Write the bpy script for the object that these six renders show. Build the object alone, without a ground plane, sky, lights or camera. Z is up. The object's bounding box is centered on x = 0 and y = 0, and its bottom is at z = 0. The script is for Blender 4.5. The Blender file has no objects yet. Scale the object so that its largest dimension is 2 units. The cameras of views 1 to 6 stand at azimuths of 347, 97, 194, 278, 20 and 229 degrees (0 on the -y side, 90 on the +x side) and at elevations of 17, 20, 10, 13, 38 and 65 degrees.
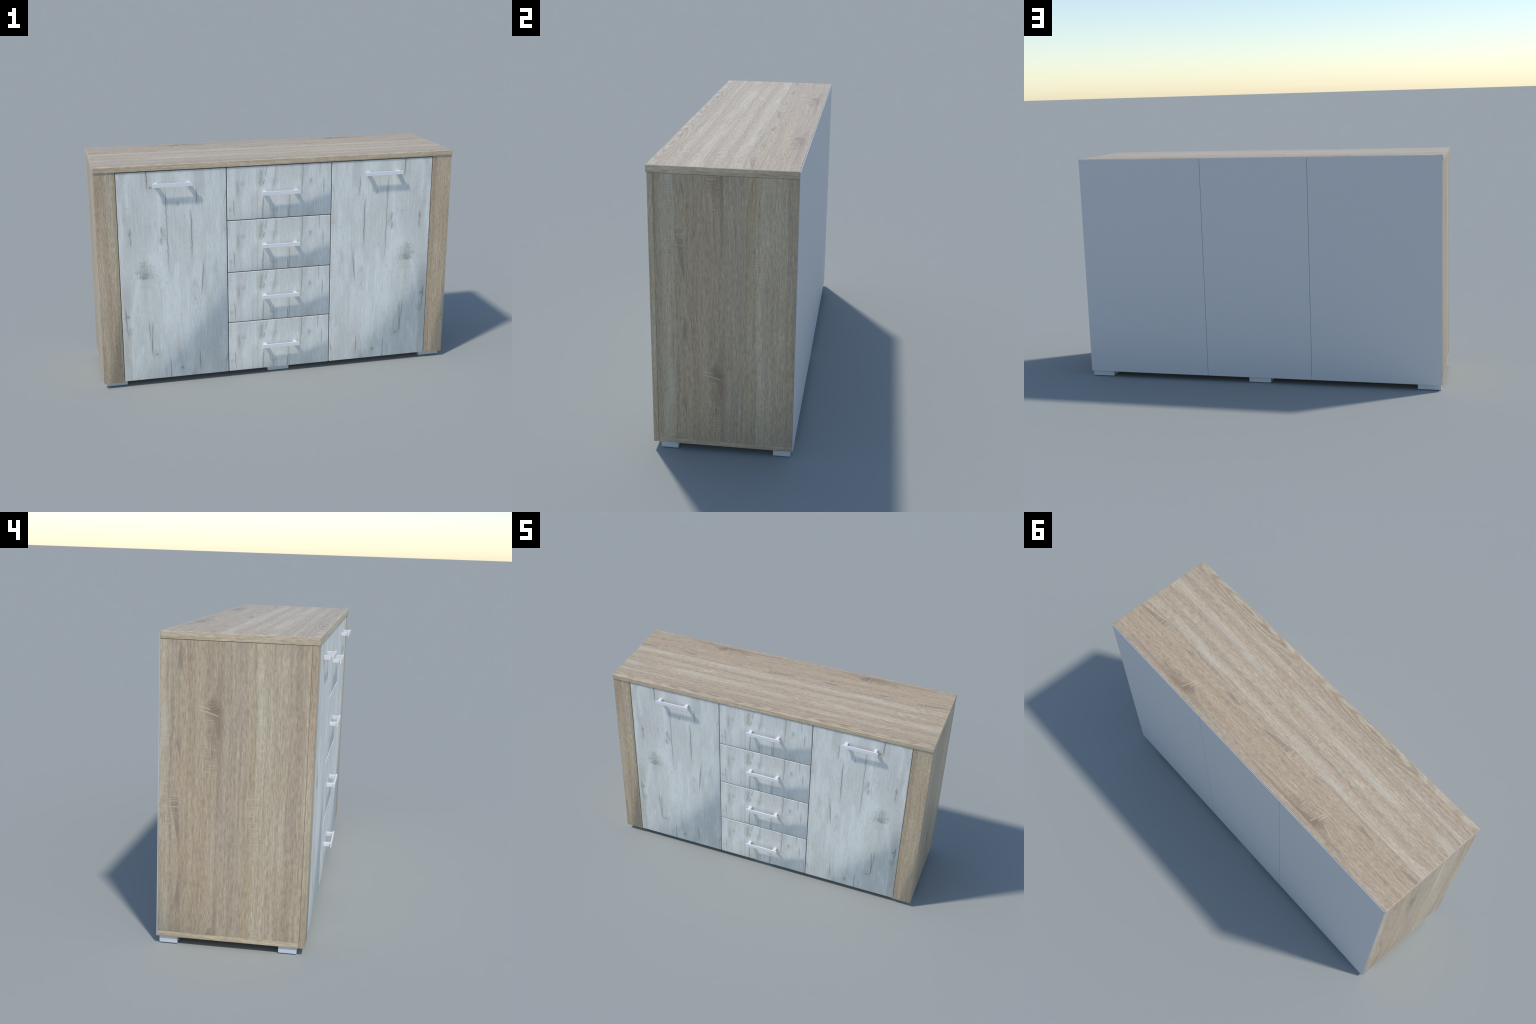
"""Oak sideboard: two tall doors, a stack of four drawers, white bar handles, low block feet.
Metres, z up, front towards -y.  All parts share the world origin unless they repeat."""
import bpy, bmesh
from mathutils import Vector

# ------------------------------------------------------------------ sizes
TOP_X, TOP_Z0, TOP_Z1 = 1.0, 1.2136, 1.2433
TOP_Y0, TOP_Y1 = -0.2841, 0.3129
BODY_X = 0.9983
BODY_Z0, BOARD_Z1 = 0.0288, 0.0502
PILLAR_Y0, PILLAR_Y1, PILLAR_IN = -0.2796, -0.2570, 0.8862
FRONT_Y0, FRONT_Y1 = -0.2786, -0.2585
FRONT_Z0, FRONT_Z1 = 0.0330, 1.2083
DOOR_IN, DOOR_OUT = 0.2972, 0.8832
DRAWER_X, GAP = 0.2922, 0.0046
BACK_Y0, BACK_Y1 = 0.3131, 0.3163
HANDLE_Y = -0.3163
HANDLE_W, HANDLE_H = 0.2140, 0.0212


# ------------------------------------------------------------------ node helper
class Nodes:
    """Small expression layer over a shader node tree; operands are floats or sockets."""

    def __init__(self, tree):
        self.t = tree

    def _in(self, sock, v):
        if isinstance(v, bpy.types.NodeSocket):
            self.t.links.new(v, sock)
        else:
            sock.default_value = v

    def m(self, op, a, b=None, c=None, clamp=False):
        n = self.t.nodes.new("ShaderNodeMath")
        n.operation, n.use_clamp = op, clamp
        for i, v in enumerate((a, b, c)):
            if v is not None:
                self._in(n.inputs[i], v)
        return n.outputs[0]

    def add(self, a, b): return self.m("ADD", a, b)
    def sub(self, a, b): return self.m("SUBTRACT", a, b)
    def mul(self, a, b): return self.m("MULTIPLY", a, b)
    def div(self, a, b): return self.m("DIVIDE", a, b)
    def mad(self, a, b, c): return self.m("MULTIPLY_ADD", a, b, c)
    def max(self, a, b): return self.m("MAXIMUM", a, b)

    def step(self, v, lo, hi, to0=0.0, to1=1.0):
        n = self.t.nodes.new("ShaderNodeMapRange")
        n.interpolation_type = "SMOOTHSTEP"
        for i, x in enumerate((v, lo, hi, to0, to1)):
            self._in(n.inputs[i], x)
        return n.outputs[0]

    def vec(self, x, y, z=0.0):
        n = self.t.nodes.new("ShaderNodeCombineXYZ")
        for i, v in enumerate((x, y, z)):
            self._in(n.inputs[i], v)
        return n.outputs[0]

    def noise(self, x, y, kx, ky, seed=0.0, detail=2.0, rough=0.5, distort=0.0):
        v = self.vec(self.mul(x, kx), self.mul(y, ky), seed)
        n = self.t.nodes.new("ShaderNodeTexNoise")
        n.inputs["Scale"].default_value = 1.0
        n.inputs["Detail"].default_value = detail
        n.inputs["Roughness"].default_value = rough
        n.inputs["Distortion"].default_value = distort
        self.t.links.new(v, n.inputs["Vector"])
        return n.outputs["Fac"]

    def ramp(self, v, stops):
        n = self.t.nodes.new("ShaderNodeValToRGB")
        r = n.color_ramp
        r.interpolation = "EASE"
        while len(r.elements) < len(stops):
            r.elements.new(0.5)
        for e, (p, col) in zip(r.elements, stops):
            e.position = p
            e.color = (*col, 1.0) if not isinstance(col, float) else (col, col, col, 1.0)
        self._in(n.inputs[0], v)
        return n.outputs[0]

    def mix(self, f, a, b, kind="MIX"):
        n = self.t.nodes.new("ShaderNodeMix")
        n.data_type, n.blend_type, n.clamp_factor = "RGBA", kind, True
        self._in(n.inputs[0], f)
        for s, v in ((n.inputs[6], a), (n.inputs[7], b)):
            self._in(s, (*v, 1.0) if isinstance(v, tuple) and len(v) == 3 else v)
        return n.outputs[2]

    def gain(self, col, f):
        """multiply a colour by a scalar field"""
        return self.mix(1.0, col, self.vec(f, f, f), "MULTIPLY")

    def wrap(self, v, lo, hi):
        n = self.t.nodes.new("ShaderNodeMath")
        n.operation = "WRAP"
        self._in(n.inputs[0], v)
        n.inputs[1].default_value, n.inputs[2].default_value = hi, lo
        return n.outputs[0]


def new_material(name):
    mat = bpy.data.materials.new(name)
    mat.use_nodes = True
    tree = mat.node_tree
    bsdf = next(n for n in tree.nodes if n.type == "BSDF_PRINCIPLED")
    g = Nodes(tree)
    return mat, g, bsdf


def coords(g):
    tc = g.t.nodes.new("ShaderNodeTexCoord")
    sp = g.t.nodes.new("ShaderNodeSeparateXYZ")
    g.t.links.new(tc.outputs["Object"], sp.inputs[0])
    return sp.outputs[0], sp.outputs[1], sp.outputs[2]


def normal_axis(g, axis):
    """1 on faces whose normal runs along the given axis: tells a board's edge from its face"""
    geo = g.t.nodes.new("ShaderNodeNewGeometry")
    sp = g.t.nodes.new("ShaderNodeSeparateXYZ")
    g.t.links.new(geo.outputs["True Normal"], sp.inputs[0])
    return g.m("GREATER_THAN", g.m("ABSOLUTE", sp.outputs[axis]), 0.7)


def plain(name, colour, rough, spec=0.5):
    mat, g, b = new_material(name)
    x, y, z = coords(g)
    f = g.noise(g.add(x, y), z, 60.0, 60.0, 3.0)
    g.t.links.new(g.gain((*colour, 1.0), g.step(f, 0.2, 0.8, 0.985, 1.015)), b.inputs["Base Color"])
    b.inputs["Roughness"].default_value = rough
    b.inputs["Specular IOR Level"].default_value = spec
    return mat


# ------------------------------------------------------------------ tan oak
PERIOD = 0.94   # the printed decor repeats along the grain

OAK_DARK = (0.386, 0.283, 0.185)
OAK_MID = (0.506, 0.391, 0.262)
OAK_WARM = (0.493, 0.369, 0.242)
OAK_LIGHT = (0.582, 0.475, 0.330)
OAK_PALE = (0.605, 0.535, 0.415)
OAK_GOLD = (0.517, 0.391, 0.240)
OAK_GREY = (0.479, 0.380, 0.272)
BROWN = (0.293, 0.201, 0.130)
GREYBROWN = (0.336, 0.262, 0.191)
CREAM = (0.660, 0.567, 0.425)
# colour across the grain, t in metres
T0, T1 = -0.40, 0.64
OAK_BANDS = ((-0.40, OAK_DARK), (-0.345, OAK_MID), (-0.300, OAK_DARK), (-0.285, OAK_LIGHT), (-0.268, OAK_LIGHT), (-0.245, OAK_MID), (-0.205, OAK_GREY),
             (-0.185, OAK_LIGHT), (-0.160, OAK_GREY), (-0.128, OAK_MID), (-0.110, OAK_LIGHT), (-0.085, OAK_LIGHT), (-0.050, OAK_MID), (-0.015, OAK_LIGHT),
             (0.015, OAK_GREY), (0.030, OAK_MID), (0.052, OAK_LIGHT), (0.084, OAK_LIGHT), (0.093, OAK_GREY), (0.104, OAK_MID), (0.160, OAK_WARM),
             (0.195, OAK_MID), (0.235, OAK_WARM), (0.268, OAK_MID), (0.281, OAK_GREY), (0.290, OAK_GREY), (0.345, OAK_GREY), (0.380, OAK_GREY),
             (0.388, OAK_GOLD), (0.408, OAK_MID), (0.414, OAK_GOLD), (0.424, OAK_LIGHT), (0.470, OAK_LIGHT), (0.534, OAK_LIGHT), (0.545, OAK_GREY),
             (0.575, OAK_GREY), (0.600, OAK_MID), (0.612, OAK_LIGHT), (0.64, OAK_MID))


def tan_oak(g, s, t, seed, features=True):
    """colour of the tan decor; s runs along the grain, t across it"""
    def noise(x, y, kx, ky, sd, detail=2.0, rough=0.5):
        return g.noise(x, y, kx, ky, g.add(seed, sd), detail, rough)

    sw = g.wrap(s, 0.1, 0.1 + PERIOD)
    wav = g.mul(g.sub(noise(s, t, 2.6, 4.0, 1.0, 2.0), 0.5), 0.030)
    wav = g.mad(g.sub(noise(s, t, 17.0, 34.0, 2.0, 2.0), 0.5), 0.0075, wav)
    if features:
        # the grain bends round the knot
        du, dv = g.div(g.sub(sw, 0.430), 0.060), g.div(g.sub(t, 0.250), 0.045)
        r2 = g.add(g.mul(du, du), g.mul(dv, dv))
        wav = g.mad(g.mul(g.m("EXPONENT", g.mul(r2, -1.0)), g.step(t, 0.276, 0.250)), 0.026, wav)
    tt = g.add(t, wav)
    # broad bands across the sheet
    if features:
        span = T1 - T0
        tb = g.div(g.sub(tt, T0), span)
        cut = 19
        pos = [(p - T0) / span for p, c in OAK_BANDS]
        mid = pos[cut]
        lo = g.ramp(g.div(tb, mid), [(p / mid, c[1]) for p, c in zip(pos[:cut + 1], OAK_BANDS)])
        hi = g.ramp(g.div(g.sub(tb, mid), 1.0 - mid), [((p - mid) / (1.0 - mid), c[1]) for p, c in zip(pos[cut:], OAK_BANDS[cut:])])
        col = g.mix(g.m("GREATER_THAN", tb, mid), lo, hi)
        fade = g.step(noise(s, t, 2.2, 6.0, 5.0, 3.0), 0.35, 0.7, 0.12, 0.62)
        col = g.mix(fade, col, OAK_MID)
    else:
        col = g.mix(g.step(noise(tt, s, 22.0, 1.2, 6.0, 3.0), 0.35, 0.65), OAK_MID, OAK_LIGHT)
        col = g.gain(col, 1.06)
    # streaks of middle width
    st = noise(tt, s, 90.0, 1.3, 7.0, 4.0, 0.65)
    col = g.gain(col, g.step(st, 0.30, 0.70, 0.88, 1.10))
    col = g.mix(g.step(noise(tt, s, 34.0, 1.0, 9.0, 3.0, 0.55), 0.54, 0.72, 0.0, 0.40), col, OAK_DARK)
    col = g.mix(g.step(noise(tt, s, 21.0, 1.0, 11.0, 3.0), 0.56, 0.74, 0.0, 0.40), col, OAK_PALE)
    # flowing figure: contour lines of a stretched noise field
    fig = g.m("SINE", g.mul(noise(s, tt, 1.7, 11.0, 19.0, 1.0), 95.0))
    col = g.gain(col, g.step(fig, -0.9, 0.9, 0.955, 1.035))
    # pores and flecks
    po = noise(tt, s, 200.0, 36.0, 13.0, 2.0, 0.6)
    col = g.gain(col, g.step(po, 0.32, 0.68, 0.87, 1.12))
    fl = noise(tt, s, 300.0, 9.0, 17.0, 2.0, 0.6)
    col = g.gain(col, g.step(fl, 0.32, 0.68, 0.92, 1.08))
    if not features:
        return col
    rag = g.sub(noise(s, t, 60.0, 160.0, 21.0, 3.0), 0.5)

    def put(mask, colour, amount):
        nonlocal col
        col = g.mix(g.mul(mask, amount), col, colour)

    def along(a, b, soft):
        return g.mul(g.step(sw, a - soft, a + soft), g.step(sw, b + soft, b - soft))

    def reach(v, sc, tc, rs, rt):
        a, b = g.div(g.sub(sw, sc), rs), g.div(g.sub(v, tc), rt)
        return g.m("SQRT", g.add(g.mul(a, a), g.mul(b, b)))

    def spot(sc, tc, rs, rt, rough=0.5, v=None):
        return g.step(g.mad(rag, rough, reach(t if v is None else v, sc, tc, rs, rt)), 1.1, 0.35)

    # dark streak that carries the knot
    put(g.mul(g.step(g.m("ABSOLUTE", g.sub(tt, 0.281)), 0.013, 0.002), along(0.27, 0.88, 0.09)), BROWN, 0.40)
    put(spot(0.560, 0.258, 0.140, 0.030, 0.9), BROWN, 0.45)
    put(spot(0.452, 0.254, 0.042, 0.038, 0.6), BROWN, 0.72)
    put(spot(0.460, 0.262, 0.026, 0.026, 0.6), BROWN, 0.60)
    k = g.div(g.sub(sw, 0.470), 0.115)     # dark wedge trailing from the knot into the streak
    edge = g.mad(g.m("MULTIPLY", k, 1.0, clamp=True), 0.022, 0.256)
    put(g.mul(g.mul(g.step(g.mad(rag, 0.008, g.sub(t, edge)), -0.003, 0.002), g.step(t, 0.287, 0.281)), g.mul(g.step(k, -0.05, 0.05), g.step(k, 1.0, 0.7))), BROWN, 0.60)
    # growth rings: arcs on one side of the knot only
    rr = reach(t, 0.408, 0.247, 0.056, 0.044)
    ring = g.m("SINE", g.mad(rag, 3.0, g.mul(rr, 30.0)))
    quarter = g.mul(g.mul(g.step(sw, 0.385, 0.425), g.step(sw, 0.462, 0.450)), g.step(t, 0.294, 0.284))
    put(g.mul(g.mul(g.step(ring, 0.1, 0.95), g.mul(g.step(rr, 0.30, 0.60), g.step(rr, 1.20, 0.8))), quarter), CREAM, 0.24)
    put(g.mul(g.mul(g.step(ring, 0.0, -0.9), g.mul(g.step(rr, 0.25, 0.55), g.step(rr, 1.15, 0.7))), quarter), BROWN, 0.30)
    # pale slashes across the knot
    for sa, ta, sb, tb_ in ((0.480, 0.278, 0.456, 0.196), (0.455, 0.246, 0.444, 0.194)):
        k = g.div(g.sub(t, ta), tb_ - ta)
        cs = g.mad(k, sb - sa, sa)
        m = g.step(g.m("ABSOLUTE", g.mad(rag, 0.009, g.sub(sw, cs))), 0.0048, 0.0010)
        put(g.mul(m, g.mul(g.step(k, -0.02, 0.12), g.step(k, 1.05, 0.8))), CREAM, 0.62)
    # wedge shaped dark flames: tip at sa, root at sb
    for sa, sb, ta, tb_, w, amt in ((1.000, 0.735, 0.130, 0.101, 0.021, 0.88), (0.196, 0.345, 0.129, 0.124, 0.016, 0.85),
                                    (0.655, 0.560, 0.132, 0.116, 0.010, 0.80), (0.735, 0.440, 0.101, 0.078, 0.006, 0.45),
                                    (0.300, 0.560, 0.100, 0.088, 0.006, 0.40)):
        k = g.div(g.sub(sw, sa), sb - sa)
        ct = g.mad(k, tb_ - ta, ta)
        wd = g.mul(g.m("POWER", g.m("MULTIPLY", k, 1.0, clamp=True), 0.8), w)
        m = g.step(g.sub(g.m("ABSOLUTE", g.mad(rag, 0.006, g.sub(t, ct))), wd), 0.0015, -0.0025)
        put(g.mul(m, g.mul(g.step(k, 0.0, 0.05), g.step(k, 1.0, 0.55))), GREYBROWN, amt)
    # long flame near the edge of the sheet
    rc = reach(t, 0.62, -0.262, 0.40, 0.050)
    lens = g.m("SINE", g.mad(rag, 2.0, g.mul(rc, 21.0)))
    near = g.step(rc, 1.30, 0.75)
    put(g.mul(g.step(lens, 0.0, 0.9), near), OAK_DARK, 0.62)
    put(g.mul(g.step(lens, 0.0, -0.9), near), OAK_PALE, 0.18)
    put(spot(0.46, -0.254, 0.085, 0.011, 0.5), BROWN, 0.42)
    put(spot(0.330, -0.258, 0.030, 0.009, 0.4), BROWN, 0.42)
    put(spot(0.60, -0.258, 0.060, 0.008, 0.6), BROWN, 0.38)
    put(spot(0.81, -0.257, 0.060, 0.005, 0.4), BROWN, 0.45)
    # chalky patches
    put(spot(0.62, -0.092, 0.26, 0.026, 1.6), OAK_PALE, 0.38)
    put(spot(0.38, -0.082, 0.12, 0.022, 1.6), OAK_PALE, 0.58)
    put(spot(0.93, -0.112, 0.13, 0.026, 1.6), OAK_PALE, 0.42)
    put(spot(0.53, 0.068, 0.13, 0.018, 1.2), OAK_PALE, 0.60)
    put(spot(0.72, 0.045, 0.20, 0.020, 1.4), OAK_PALE, 0.30)
    # saw marks: short pale ticks across the grain, threaded by pale fibres
    tick = g.step(g.noise(s, t, 190.0, 12.0, 31.0, 1.0), 0.55, 0.63)
    web = g.step(g.noise(t, s, 240.0, 11.0, 33.0, 1.0), 0.56, 0.66)
    both = g.max(tick, g.mul(web, 0.7))
    zone = None
    for sc, tc, rs, rt in ((0.610, 0.245, 0.17, 0.032), (0.815, 0.108, 0.100, 0.030), (0.900, 0.070, 0.120, 0.030), (0.525, 0.066, 0.100, 0.020),
                           (0.760, -0.030, 0.100, 0.026), (0.62, 0.070, 0.34, 0.028), (0.90, 0.425, 0.22, 0.034), (0.52, 0.440, 0.20, 0.026)):
        z = spot(sc, tc, rs, rt, 0.8)
        zone = z if zone is None else g.max(zone, z)
    put(g.mul(both, zone), CREAM, 0.55)
    # dark ticks between the pale ones
    put(g.mul(g.step(g.noise(s, t, 110.0, 6.0, 35.0, 1.0), 0.50, 0.60), spot(0.770, -0.032, 0.090, 0.020, 0.5)), OAK_DARK, 0.6)
    return col


def oak_group(name, features):
    tree = bpy.data.node_groups.new(name, "ShaderNodeTree")
    for n in ("s", "t", "seed"):
        tree.interface.new_socket(n, in_out="INPUT", socket_type="NodeSocketFloat")
    tree.interface.new_socket("Color", in_out="OUTPUT", socket_type="NodeSocketColor")
    gi, go = tree.nodes.new("NodeGroupInput"), tree.nodes.new("NodeGroupOutput")
    g = Nodes(tree)
    tree.links.new(tan_oak(g, gi.outputs[0], gi.outputs[1], gi.outputs[2], features), go.inputs[0])
    return tree


OAK_FACE, OAK_EDGE = oak_group("tan_oak_face", True), oak_group("tan_oak_edge", False)


def oak_colour(g, group, s, t, seed):
    n = g.t.nodes.new("ShaderNodeGroup")
    n.node_tree = group
    for i, v in enumerate((s, t, seed)):
        g._in(n.inputs[i], v)
    return n.outputs[0]


def wood_finish(g, b, col, rough=0.46):
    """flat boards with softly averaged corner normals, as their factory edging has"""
    g.t.links.new(col, b.inputs["Base Color"])
    b.inputs["Roughness"].default_value = rough
    b.inputs["Specular IOR Level"].default_value = 0.5
    geo = g.t.nodes.new("ShaderNodeNewGeometry")
    g.t.links.new(geo.outputs["True Normal"], b.inputs["Normal"])


def oak_material(name, face, edges, seed=0.0, features=True, tint=None):
    """face(g, x, y, z) -> (s, t) on the broad face; edges = [(normal axis, mapping)] on the narrow sides"""
    mat, g, b = new_material(name)
    x, y, z = coords(g)
    s, t = face(g, x, y, z)
    col = oak_colour(g, OAK_FACE if features else OAK_EDGE, s, t, seed)
    for axis, fn in edges:
        es, et = fn(g, x, y, z)
        col = g.mix(normal_axis(g, axis), col, oak_colour(g, OAK_EDGE, es, et, seed + 50.0))
    if tint:
        col = g.mix(1.0, col, (*tint, 1.0), "MULTIPLY")
    wood_finish(g, b, col)
    return mat


# ------------------------------------------------------------------ whitewashed oak
WHITE = (0.734, 0.728, 0.680)
CHALK = (0.801, 0.807, 0.765)
GREY = (0.673, 0.654, 0.605)
OLIVE = (0.582, 0.557, 0.480)
INK = (0.140, 0.140, 0.122)
Z_PERIOD = 0.945


def white_oak(name, mirror, cracks, smudges, rings, olive, seed, centre_x):
    mat, g, b = new_material(name)
    x, y, z = coords(g)
    x = g.mul(g.sub(x, centre_x), -1.0 if mirror else 1.0)
    zr = z
    wav = g.mul(g.sub(g.noise(x, z, 4.0, 2.5, 1.0 + seed, 2.0), 0.5), 0.028)
    xx = g.add(x, wav)
    wob = g.sub(g.noise(x, z, 4.0, 26.0, 3.0 + seed, 3.0, 0.6), 0.5)
    fuzz = g.sub(g.noise(x, z, 90.0, 40.0, 4.0 + seed, 3.0, 0.6), 0.5)
    band = g.noise(xx, z, 10.0, 1.4, 5.0 + seed, 4.0, 0.6)
    col = g.ramp(band, [(0.30, GREY), (0.44, WHITE), (0.55, CHALK), (0.68, WHITE), (0.8, GREY)])
    warm = g.step(g.noise(xx, z, 10.0, 2.2, 7.0 + seed, 4.0, 0.6), 0.47, 0.72, 0.0, 0.75)
    col = g.mix(warm, col, (0.610, 0.610, 0.568))
    # straight fibres
    f1 = g.noise(xx, z, 130.0, 1.8, 9.0 + seed, 3.0, 0.6)
    col = g.gain(col, g.step(f1, 0.30, 0.70, 0.955, 1.035))
    f2 = g.noise(xx, z, 300.0, 16.0, 11.0 + seed, 2.0, 0.6)
    col = g.gain(col, g.step(f2, 0.32, 0.68, 0.93, 1.05))
    pores = g.step(g.noise(xx, z, 280.0, 34.0, 13.0 + seed, 1.0), 0.60, 0.76)
    col = g.mix(g.mul(pores, 0.30), col, (0.30, 0.31, 0.29))

    def spot(xc, zc, rx, rz, rough, src=None):
        a, c = g.div(g.sub(x, xc), rx), g.div(g.sub(zr, zc), rz)
        d = g.m("SQRT", g.add(g.mul(a, a), g.mul(c, c)))
        return d, g.step(g.mad(fuzz, rough, g.mad(wob, rough, d)), 1.05, 0.25)

    for xc, zc, rx, rz, amt in olive:
        col = g.mix(g.mul(spot(xc, zc, rx, rz, 1.0)[1], amt), col, OLIVE)
    for xc, zc, rx, rz, freq, amt in rings:
        d, m = spot(xc, zc, rx, rz, 0.6)
        line = g.step(g.m("SINE", g.mad(fuzz, 2.5, g.mad(wob, 7.0, g.mul(d, freq)))), 0.25, 1.0)
        col = g.mix(g.mul(g.mul(line, g.mul(g.step(d, 1.35, 0.6), g.step(zr, zc - 0.5 * rz, zc + 0.1 * rz))), amt), col, (0.33, 0.34, 0.30))
    for xc, zc, rx, rz, amt in smudges:
        d, m = spot(xc, zc, rx, rz, 1.6)
        grain = g.step(g.noise(x, g.mad(g.m("ABSOLUTE", g.sub(x, xc)), 0.8, z), 45.0, 150.0, 15.0 + seed, 3.0, 0.6), 0.35, 0.68, 0.35, 1.0)
        col = g.mix(g.mul(g.mul(m, grain), amt), col, (0.20, 0.205, 0.185))
    for xa, za, xb, zb, width, amt in cracks:
        # let each crack run out long and thin
        ext, lean_x = 0.30 * (zb - za), 0.30 * (xb - xa)
        xa, za, xb, zb, width, amt = xa - 0.5 * lean_x, za - 0.5 * ext, xb + lean_x, zb + ext, width * 0.82, amt * 0.88
        k = g.div(g.sub(zr, za), zb - za)
        cx = g.mad(wob, 0.012, g.mad(k, xb - xa, xa))
        taper = g.mul(g.step(k, -0.02, 0.30), g.step(k, 1.02, 0.55))
        d = g.div(g.m("ABSOLUTE", g.sub(x, cx)), g.max(g.mul(g.mad(fuzz, 1.3, 1.0), width), 0.0004))
        core = g.mul(g.step(d, 1.7, 0.4), taper)
        halo = g.mul(g.step(d, 6.0, 0.5), taper)
        col = g.mix(g.mul(halo, 0.62 * amt), col, (0.43, 0.44, 0.40))
        col = g.mix(g.mul(core, amt), col, INK)
    wood_finish(g, b, col, 0.5)
    return mat


def repeat_in_z(items, zs, lo, hi):
    """the decor repeats every Z_PERIOD: copy each feature wherever it falls on the panel"""
    out = []
    for it in items:
        for k in (-1, 0, 1):
            moved = list(it)
            for i in zs:
                moved[i] += k * Z_PERIOD
            if any(lo <= moved[i] <= hi for i in zs):
                out.append(tuple(moved))
    return out


DOOR_CRACKS = [(-0.135, 0.588, -0.132, 0.505, 0.0018, 0.85), (-0.036, 0.482, -0.032, 0.290, 0.0017, 0.70), (-0.033, 0.310, -0.030, 0.080, 0.0016, 0.60),
               (0.099, 0.368, 0.101, 0.120, 0.0018, 0.80), (0.130, 0.500, 0.132, 0.405, 0.0016, 0.70), (0.163, 0.070, 0.148, -0.105, 0.0022, 0.70),
               (-0.273, -0.170, -0.270, -0.260, 0.0024, 0.80), (-0.268, -0.250, -0.262, -0.330, 0.0016, 0.50), (-0.147, -0.245, -0.144, -0.350, 0.0020, 0.60),
               (-0.129, -0.255, -0.135, -0.400, 0.0018, 0.65), (0.290, 0.470, 0.282, 0.420, 0.0014, 0.60), (-0.064, 0.285, -0.063, 0.245, 0.0022, 0.65),
               (-0.066, 0.225, -0.065, 0.190, 0.0022, 0.65), (-0.232, 0.285, -0.231, 0.190, 0.0030, 0.45)]
DOOR_SMUDGES = [(-0.160, 0.040, 0.060, 0.070, 0.42), (-0.160, 0.018, 0.042, 0.034, 0.50), (0.028, 0.407, 0.012, 0.022, 0.65), (-0.112, 0.502, 0.014, 0.009, 0.75),
                (-0.262, -0.208, 0.012, 0.014, 0.75), (-0.050, 0.243, 0.018, 0.040, 0.22), (-0.231, 0.262, 0.010, 0.020, 0.5), (-0.231, 0.205, 0.008, 0.014, 0.5),
                (-0.040, -0.032, 0.020, 0.012, 0.25), (-0.255, -0.300, 0.020, 0.030, 0.30), (0.280, 0.260, 0.016, 0.030, 0.25), (-0.120, 0.290, 0.040, 0.006, 0.20)]
DOOR_RINGS = [(0.112, -0.215, 0.036, 0.215, 17.0, 0.26), (0.098, -0.120, 0.016, 0.090, 7.0, 0.22),
              (0.075, 0.02, 0.016, 0.10, 7.0, 0.14)]
DOOR_OLIVE = [(-0.256, 0.40, 0.012, 0.16, 0.40), (0.10, 0.22, 0.016, 0.16, 0.35), (-0.03, 0.12, 0.016, 0.16, 0.32), (0.135, 0.42, 0.016, 0.08, 0.32), (0.165, -0.05, 0.018, 0.12, 0.35), (-0.262, -0.110, 0.035, 0.140, 0.55), (-0.262, -0.330, 0.035, 0.110, 0.50), (-0.170, -0.06, 0.03, 0.20, 0.30), (-0.140, 0.02, 0.07, 0.10, 0.30),
              (-0.110, 0.500, 0.045, 0.040, 0.35), (0.110, -0.09, 0.035, 0.11, 0.30), (0.200, 0.300, 0.05, 0.12, 0.28), (-0.240, 0.30, 0.03, 0.14, 0.35),
              (-0.275, 0.500, 0.022, 0.09, 0.45), (0.035, 0.470, 0.05, 0.05, 0.25), (-0.05, 0.245, 0.025, 0.06, 0.40), (-0.13, -0.33, 0.03, 0.12, 0.25)]
DRAWER_CRACKS = [(-0.258, -0.028, -0.254, -0.122, 0.0018, 0.85), (-0.233, 0.080, -0.233, 0.010, 0.0016, 0.35), (-0.070, 0.150, -0.082, 0.090, 0.0024, 0.55),
                 (-0.090, 0.155, -0.114, 0.030, 0.0050, 0.28), (-0.087, 0.072, -0.090, 0.042, 0.0022, 0.70), (-0.090, -0.010, -0.100, -0.160, 0.0018, 0.80),
                 (-0.021, 0.160, -0.026, 0.060, 0.0040, 0.30), (-0.026, 0.075, -0.040, 0.020, 0.0045, 0.25), (0.131, 0.165, 0.126, -0.005, 0.0022, 0.65),
                 (0.228, 0.160, 0.225, 0.080, 0.0020, 0.60), (0.250, 0.062, 0.249, -0.018, 0.0016, 0.70), (0.056, -0.010, 0.059, -0.160, 0.0018, 0.55),
                 (0.047, -0.085, 0.048, -0.165, 0.0022, 0.70), (-0.037, -0.095, -0.036, -0.150, 0.0028, 0.45), (-0.131, 0.160, -0.124, -0.160, 0.0012, 0.30),
                 (-0.155, -0.05, -0.157, -0.14, 0.0012, 0.30), (0.105, 0.04, 0.104, -0.01, 0.0012, 0.30)]
DRAWER_SMUDGES = [(0.176, 0.052, 0.010, 0.020, 0.60), (0.250, 0.02, 0.006, 0.020, 0.25), (-0.275, -0.085, 0.012, 0.018, 0.35), (-0.205, 0.050, 0.014, 0.022, 0.25),
                  (-0.105, 0.085, 0.016, 0.060, 0.25), (-0.235, 0.02, 0.012, 0.05, 0.25)]
DRAWER_RINGS = [(0.176, 0.050, 0.026, 0.075, 6.0, 0.10)]
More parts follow.
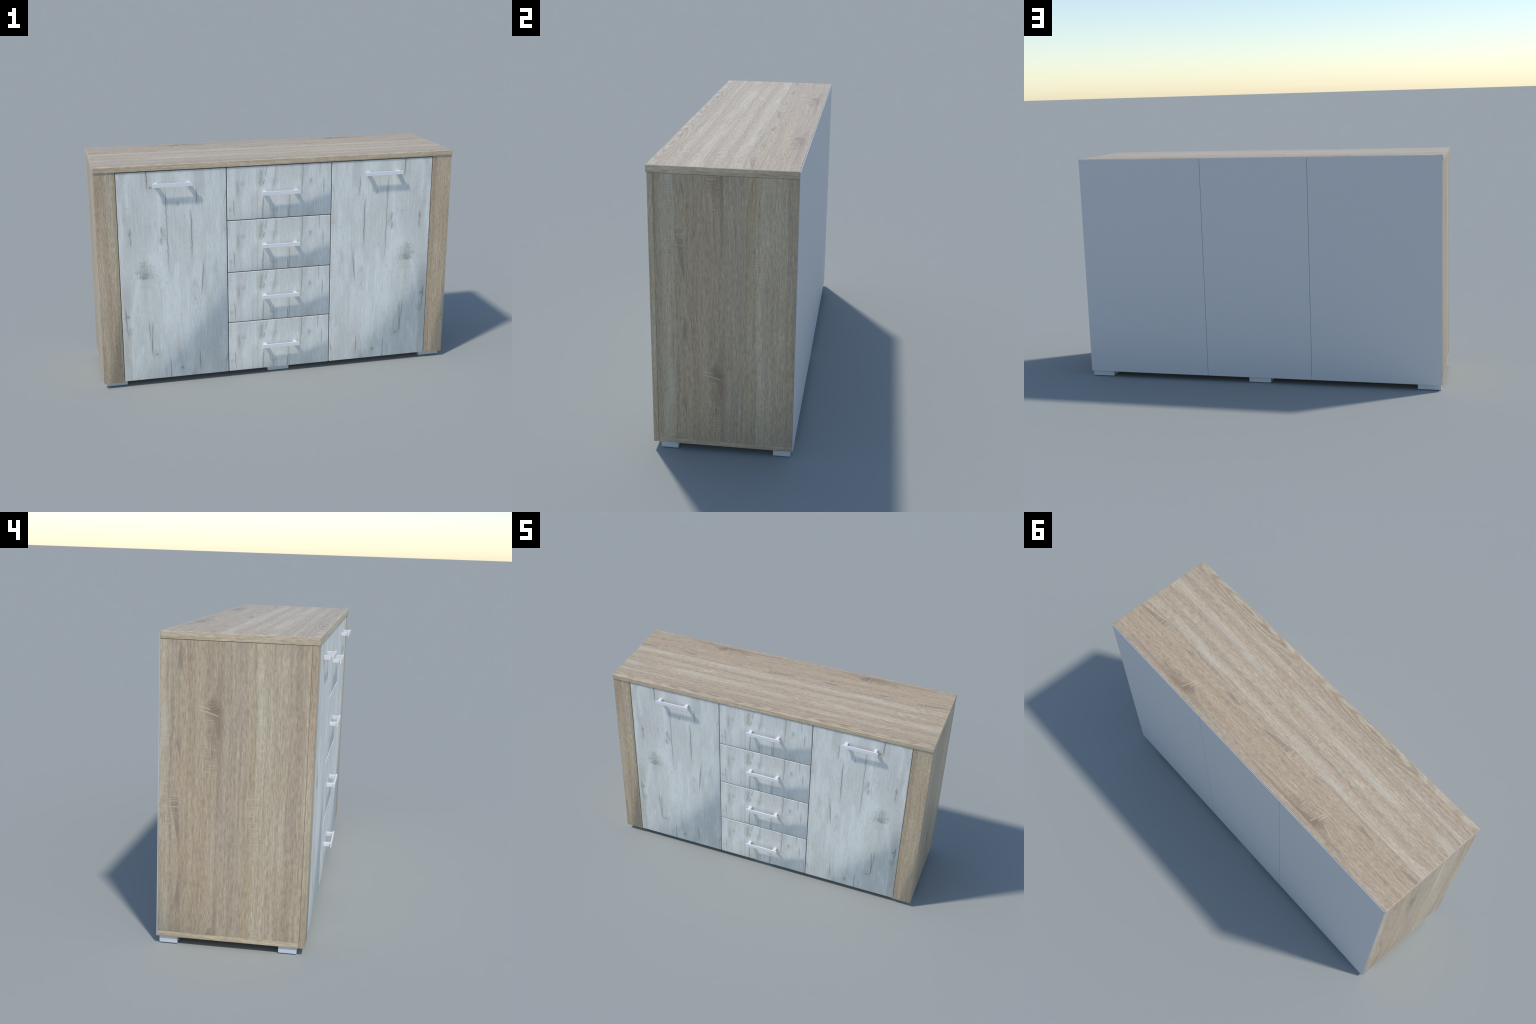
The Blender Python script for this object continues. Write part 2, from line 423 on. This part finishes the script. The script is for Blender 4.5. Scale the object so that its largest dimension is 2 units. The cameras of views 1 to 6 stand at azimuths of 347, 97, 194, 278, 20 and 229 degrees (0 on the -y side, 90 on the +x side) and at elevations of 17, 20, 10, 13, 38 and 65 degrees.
DRAWER_OLIVE = [(-0.112, 0.10, 0.016, 0.09, 0.45), (-0.016, 0.10, 0.012, 0.08, 0.40), (0.120, 0.02, 0.014, 0.12, 0.30), (-0.085, -0.085, 0.035, 0.075, 0.50), (-0.030, 0.055, 0.030, 0.060, 0.45), (-0.108, 0.080, 0.030, 0.070, 0.45), (-0.230, 0.020, 0.030, 0.090, 0.40),
                (0.055, -0.050, 0.040, 0.060, 0.40), (0.115, 0.10, 0.022, 0.06, 0.35), (-0.030, -0.110, 0.03, 0.04, 0.5), (0.180, 0.05, 0.03, 0.05, 0.3)]


# ------------------------------------------------------------------ materials
m_top = oak_material("tan_oak_top", lambda g, x, y, z: (x, y),
                     [(0, lambda g, x, y, z: (y, g.add(z, x))), (1, lambda g, x, y, z: (x, g.add(z, 0.11)))])
m_side_l = oak_material("tan_oak_side", lambda g, x, y, z: (g.sub(1.412, z), g.sub(0.361, y)), [], tint=(0.975, 0.985, 1.01))
m_side_r = oak_material("tan_oak_side_mirrored", lambda g, x, y, z: (g.sub(0.822, z), g.add(0.265, y)), [])
m_pillar_l = oak_material("tan_oak_pillar", lambda g, x, y, z: (g.add(z, 3.3), g.add(g.add(x, y), 1.17)), [], 70.0, False, (0.88, 0.86, 0.86))
m_pillar_r = oak_material("tan_oak_pillar_streaked", lambda g, x, y, z: (g.sub(0.96, z), g.sub(1.172, g.add(x, y))), [], 0.0, True, (0.95, 0.92, 0.91))
m_board = oak_material("tan_oak_board", lambda g, x, y, z: (g.add(x, y), g.add(z, g.mul(y, 0.2))), [(0, lambda g, x, y, z: (y, g.add(z, x)))], 30.0, False)
LOW, HIGH = -0.62, 0.62
door_args = (repeat_in_z(DOOR_CRACKS, (1, 3), LOW, HIGH), repeat_in_z(DOOR_SMUDGES, (1,), LOW, HIGH),
             repeat_in_z(DOOR_RINGS, (1,), LOW, HIGH), repeat_in_z(DOOR_OLIVE, (1,), LOW, HIGH))
m_door_l = white_oak("white_oak_door", False, *door_args, 0.0, 0.0)
m_door_r = white_oak("white_oak_door_mirrored", True, *door_args, 0.0, 0.0)
m_drawer = white_oak("white_oak_drawer", False, [(*c[:5], c[5] * 0.82) for c in DRAWER_CRACKS], DRAWER_SMUDGES, DRAWER_RINGS, DRAWER_OLIVE, 40.0, 0.0)
m_white = plain("white_lacquer", (0.77, 0.765, 0.785), 0.35)
m_foot = plain("grey_plastic", (0.62, 0.64, 0.67), 0.45)
m_back = plain("white_fibreboard", (0.602, 0.602, 0.612), 0.55)
m_inner = plain("dark_inner_board", (0.16, 0.14, 0.12), 0.7)


# ------------------------------------------------------------------ geometry
def mesh_object(name, bm, mat, parent, location=(0, 0, 0)):
    me = bpy.data.meshes.new(name)
    bm.normal_update()
    bm.to_mesh(me)
    bm.free()
    me.materials.append(mat)
    ob = bpy.data.objects.new(name, me)
    bpy.context.scene.collection.objects.link(ob)
    ob.parent = parent
    ob.location = location
    return ob


def box_bm(x0, x1, y0, y1, z0, z1, bevel=0.0012, segments=1):
    bm = bmesh.new()
    vs = [bm.verts.new((x, y, z)) for x in (x0, x1) for y in (y0, y1) for z in (z0, z1)]
    for f in ((0, 1, 3, 2), (4, 6, 7, 5), (0, 4, 5, 1), (2, 3, 7, 6), (0, 2, 6, 4), (1, 5, 7, 3)):
        bm.faces.new([vs[i] for i in f])
    bmesh.ops.recalc_face_normals(bm, faces=bm.faces)
    if bevel:
        bmesh.ops.bevel(bm, geom=list(bm.edges), offset=bevel, segments=segments, profile=0.5, affect="EDGES")
    return bm


def box(name, x0, x1, y0, y1, z0, z1, mat, parent, bevel=0.0012, segments=1):
    return mesh_object(name, box_bm(x0, x1, y0, y1, z0, z1, bevel, segments), mat, parent)


root = bpy.data.objects.new("sideboard", None)
bpy.context.scene.collection.objects.link(root)
root["label"] = "wide tan oak sideboard with whitewashed doors, drawers and white bar handles"
root["category"] = "sideboard"

box("top_board", -TOP_X, TOP_X, TOP_Y0, TOP_Y1, TOP_Z0, TOP_Z1, m_top, root, 0.0015)
box("bottom_board", -BODY_X, BODY_X, PILLAR_Y1 + 0.0006, TOP_Y1, BODY_Z0, BOARD_Z1, m_board, root, 0.0006)
for sx, mat in ((-1, m_side_l), (1, m_side_r)):
    xs = sorted((sx * BODY_X, sx * (BODY_X - 0.024)))
    box("side_panel", *xs, PILLAR_Y1 + 0.0006, TOP_Y1, BOARD_Z1 + 0.0002, TOP_Z0 - 0.0008, mat, root, 0.0006)
for sx, mat in ((-1, m_pillar_l), (1, m_pillar_r)):
    xs = sorted((sx * (BODY_X + 0.0003), sx * PILLAR_IN))
    box("front_pillar", *xs, PILLAR_Y0, PILLAR_Y1, BODY_Z0, TOP_Z0 - 0.0008, mat, root, 0.0010)
# inner carcass, seen only as darkness in the gaps
for cx in (-0.2947, 0.2947):
    box("divider", cx - 0.012, cx + 0.012, FRONT_Y1 + 0.004, TOP_Y1, BOARD_Z1 + 0.0004, TOP_Z0 - 0.0004, m_inner, root, 0)
for sx in (-1, 1):
    xs = sorted((sx * 0.868, sx * (BODY_X - 0.0245)))
    box("corner_post", *xs, PILLAR_Y1 + 0.0008, PILLAR_Y1 + 0.024, BOARD_Z1 + 0.0004, TOP_Z0 - 0.0004, m_inner, root, 0)

# doors
doors = []
for sx, mat in ((-1, m_door_l), (1, m_door_r)):
    cx = sx * (DOOR_IN + DOOR_OUT) / 2
    w, h = (DOOR_OUT - DOOR_IN) / 2, (FRONT_Z1 - FRONT_Z0) / 2
    d = mesh_object("door", box_bm(-w, w, FRONT_Y0, FRONT_Y1, -h, h, 0.0020, 1), mat, root, (cx, 0, (FRONT_Z0 + FRONT_Z1) / 2))
    doors.append(d)
# drawers share one mesh
dh = (FRONT_Z1 - FRONT_Z0 - 3 * GAP) / 4
drawers, first = [], None
for i in range(4):
    cz = FRONT_Z1 - dh / 2 - i * (dh + GAP)
    if first is None:
        d = first = mesh_object("drawer", box_bm(-DRAWER_X, DRAWER_X, FRONT_Y0, FRONT_Y1, -dh / 2, dh / 2, 0.0020, 1), m_drawer, root, (0, 0, cz))
    else:
        d = first.copy()
        bpy.context.scene.collection.objects.link(d)
        d.location = (0, 0, cz)
    drawers.append(d)


def handle_meshes():
    bar = box_bm(-HANDLE_W / 2, HANDLE_W / 2, 0.0, 0.0064, -HANDLE_H / 2, HANDLE_H / 2, 0.0007)
    post = bmesh.new()
    reach = FRONT_Y0 - HANDLE_Y
    prof = [(0.0060, 0.0080), (reach + 0.001, 0.0080), (reach + 0.001, -0.0082), (0.0118, -0.0082), (0.0088, 0.0030), (0.0060, 0.0050)]
    a = [post.verts.new((-0.0095, y, z)) for y, z in prof]
    b = [post.verts.new((0.0095, y, z)) for y, z in prof]
    post.faces.new(a)
    post.faces.new(b[::-1])
    for i in range(len(prof)):
        j = (i + 1) % len(prof)
        post.faces.new((a[i], b[i], b[j], a[j]))
    bmesh.ops.recalc_face_normals(post, faces=post.faces)
    bmesh.ops.bevel(post, geom=list(post.edges), offset=0.0004, segments=1, affect="EDGES")
    return bar, post


handle_src = None


def add_handle(front, x, z):
    """x, z relative to the front panel's own centre"""
    global handle_src
    if handle_src is None:
        bar, post = handle_meshes()
        hb = mesh_object("handle", bar, m_white, front)
        hp = mesh_object("handle_post", post, m_white, hb)
        hp.location = (-0.087, 0, 0)
        handle_src = (hb, hp)
    else:
        hb = handle_src[0].copy()
        hp = handle_src[1].copy()
        for o in (hb, hp):
            bpy.context.scene.collection.objects.link(o)
        hb.parent = front
        hp.parent = hb
    hb.location = (x, HANDLE_Y, z)
    h2 = handle_src[1].copy()
    bpy.context.scene.collection.objects.link(h2)
    h2.parent = hb
    h2.location = (0.087, 0, 0)


for d in doors:
    add_handle(d, 0.0, 1.1388 - (FRONT_Z0 + FRONT_Z1) / 2)
for d in drawers:
    add_handle(d, 0.0, 0.0)

# back: three sheets with open seams
for x0, x1 in ((-0.9972, -0.2961), (-0.2945, 0.2955), (0.2971, 0.9972)):
    box("back_panel", x0, x1, BACK_Y0, BACK_Y1, 0.0292, 1.2406, m_back, root, 0.0005)

# feet
foot_src = None
for cx in (-0.9295, 0.0, 0.9295):
    for cy in (-0.2120, 0.2685):
        if foot_src is None:
            f = foot_src = mesh_object("foot", box_bm(-0.0615, 0.0615, -0.0365, 0.0365, 0.0, BODY_Z0, 0.0010), m_foot, root)
        else:
            f = foot_src.copy()
            bpy.context.scene.collection.objects.link(f)
        f.location = (cx, cy, 0)

def soften_corners(ob, lean):
    """smooth corner normals on a board; lean 1 keeps the plain average, 0 keeps the faces flat"""
    me = ob.data
    for p in me.polygons:
        p.use_smooth = True
    me.update()
    smooth = [v.normal.copy() for v in me.vertices]
    normals = [None] * len(me.loops)
    for p in me.polygons:
        for li in p.loop_indices:
            n = smooth[me.loops[li].vertex_index]
            normals[li] = (p.normal + (n / max(n.dot(p.normal), 0.2) - p.normal) * lean).normalized()
    me.normals_split_custom_set(normals)


LEAN = {"top_board": 0.70, "door": 1.12, "drawer": 1.10}  # tilt tuned to the size of the shaded corner on each front
done = set()
for ob in bpy.data.objects:
    if ob.type == "MESH" and ob.data.name not in done:
        done.add(ob.data.name)
        if ob.data.materials[0].name.startswith(("tan_oak", "white_oak")):
            soften_corners(ob, LEAN.get(ob.name.split(".")[0], 1.0))
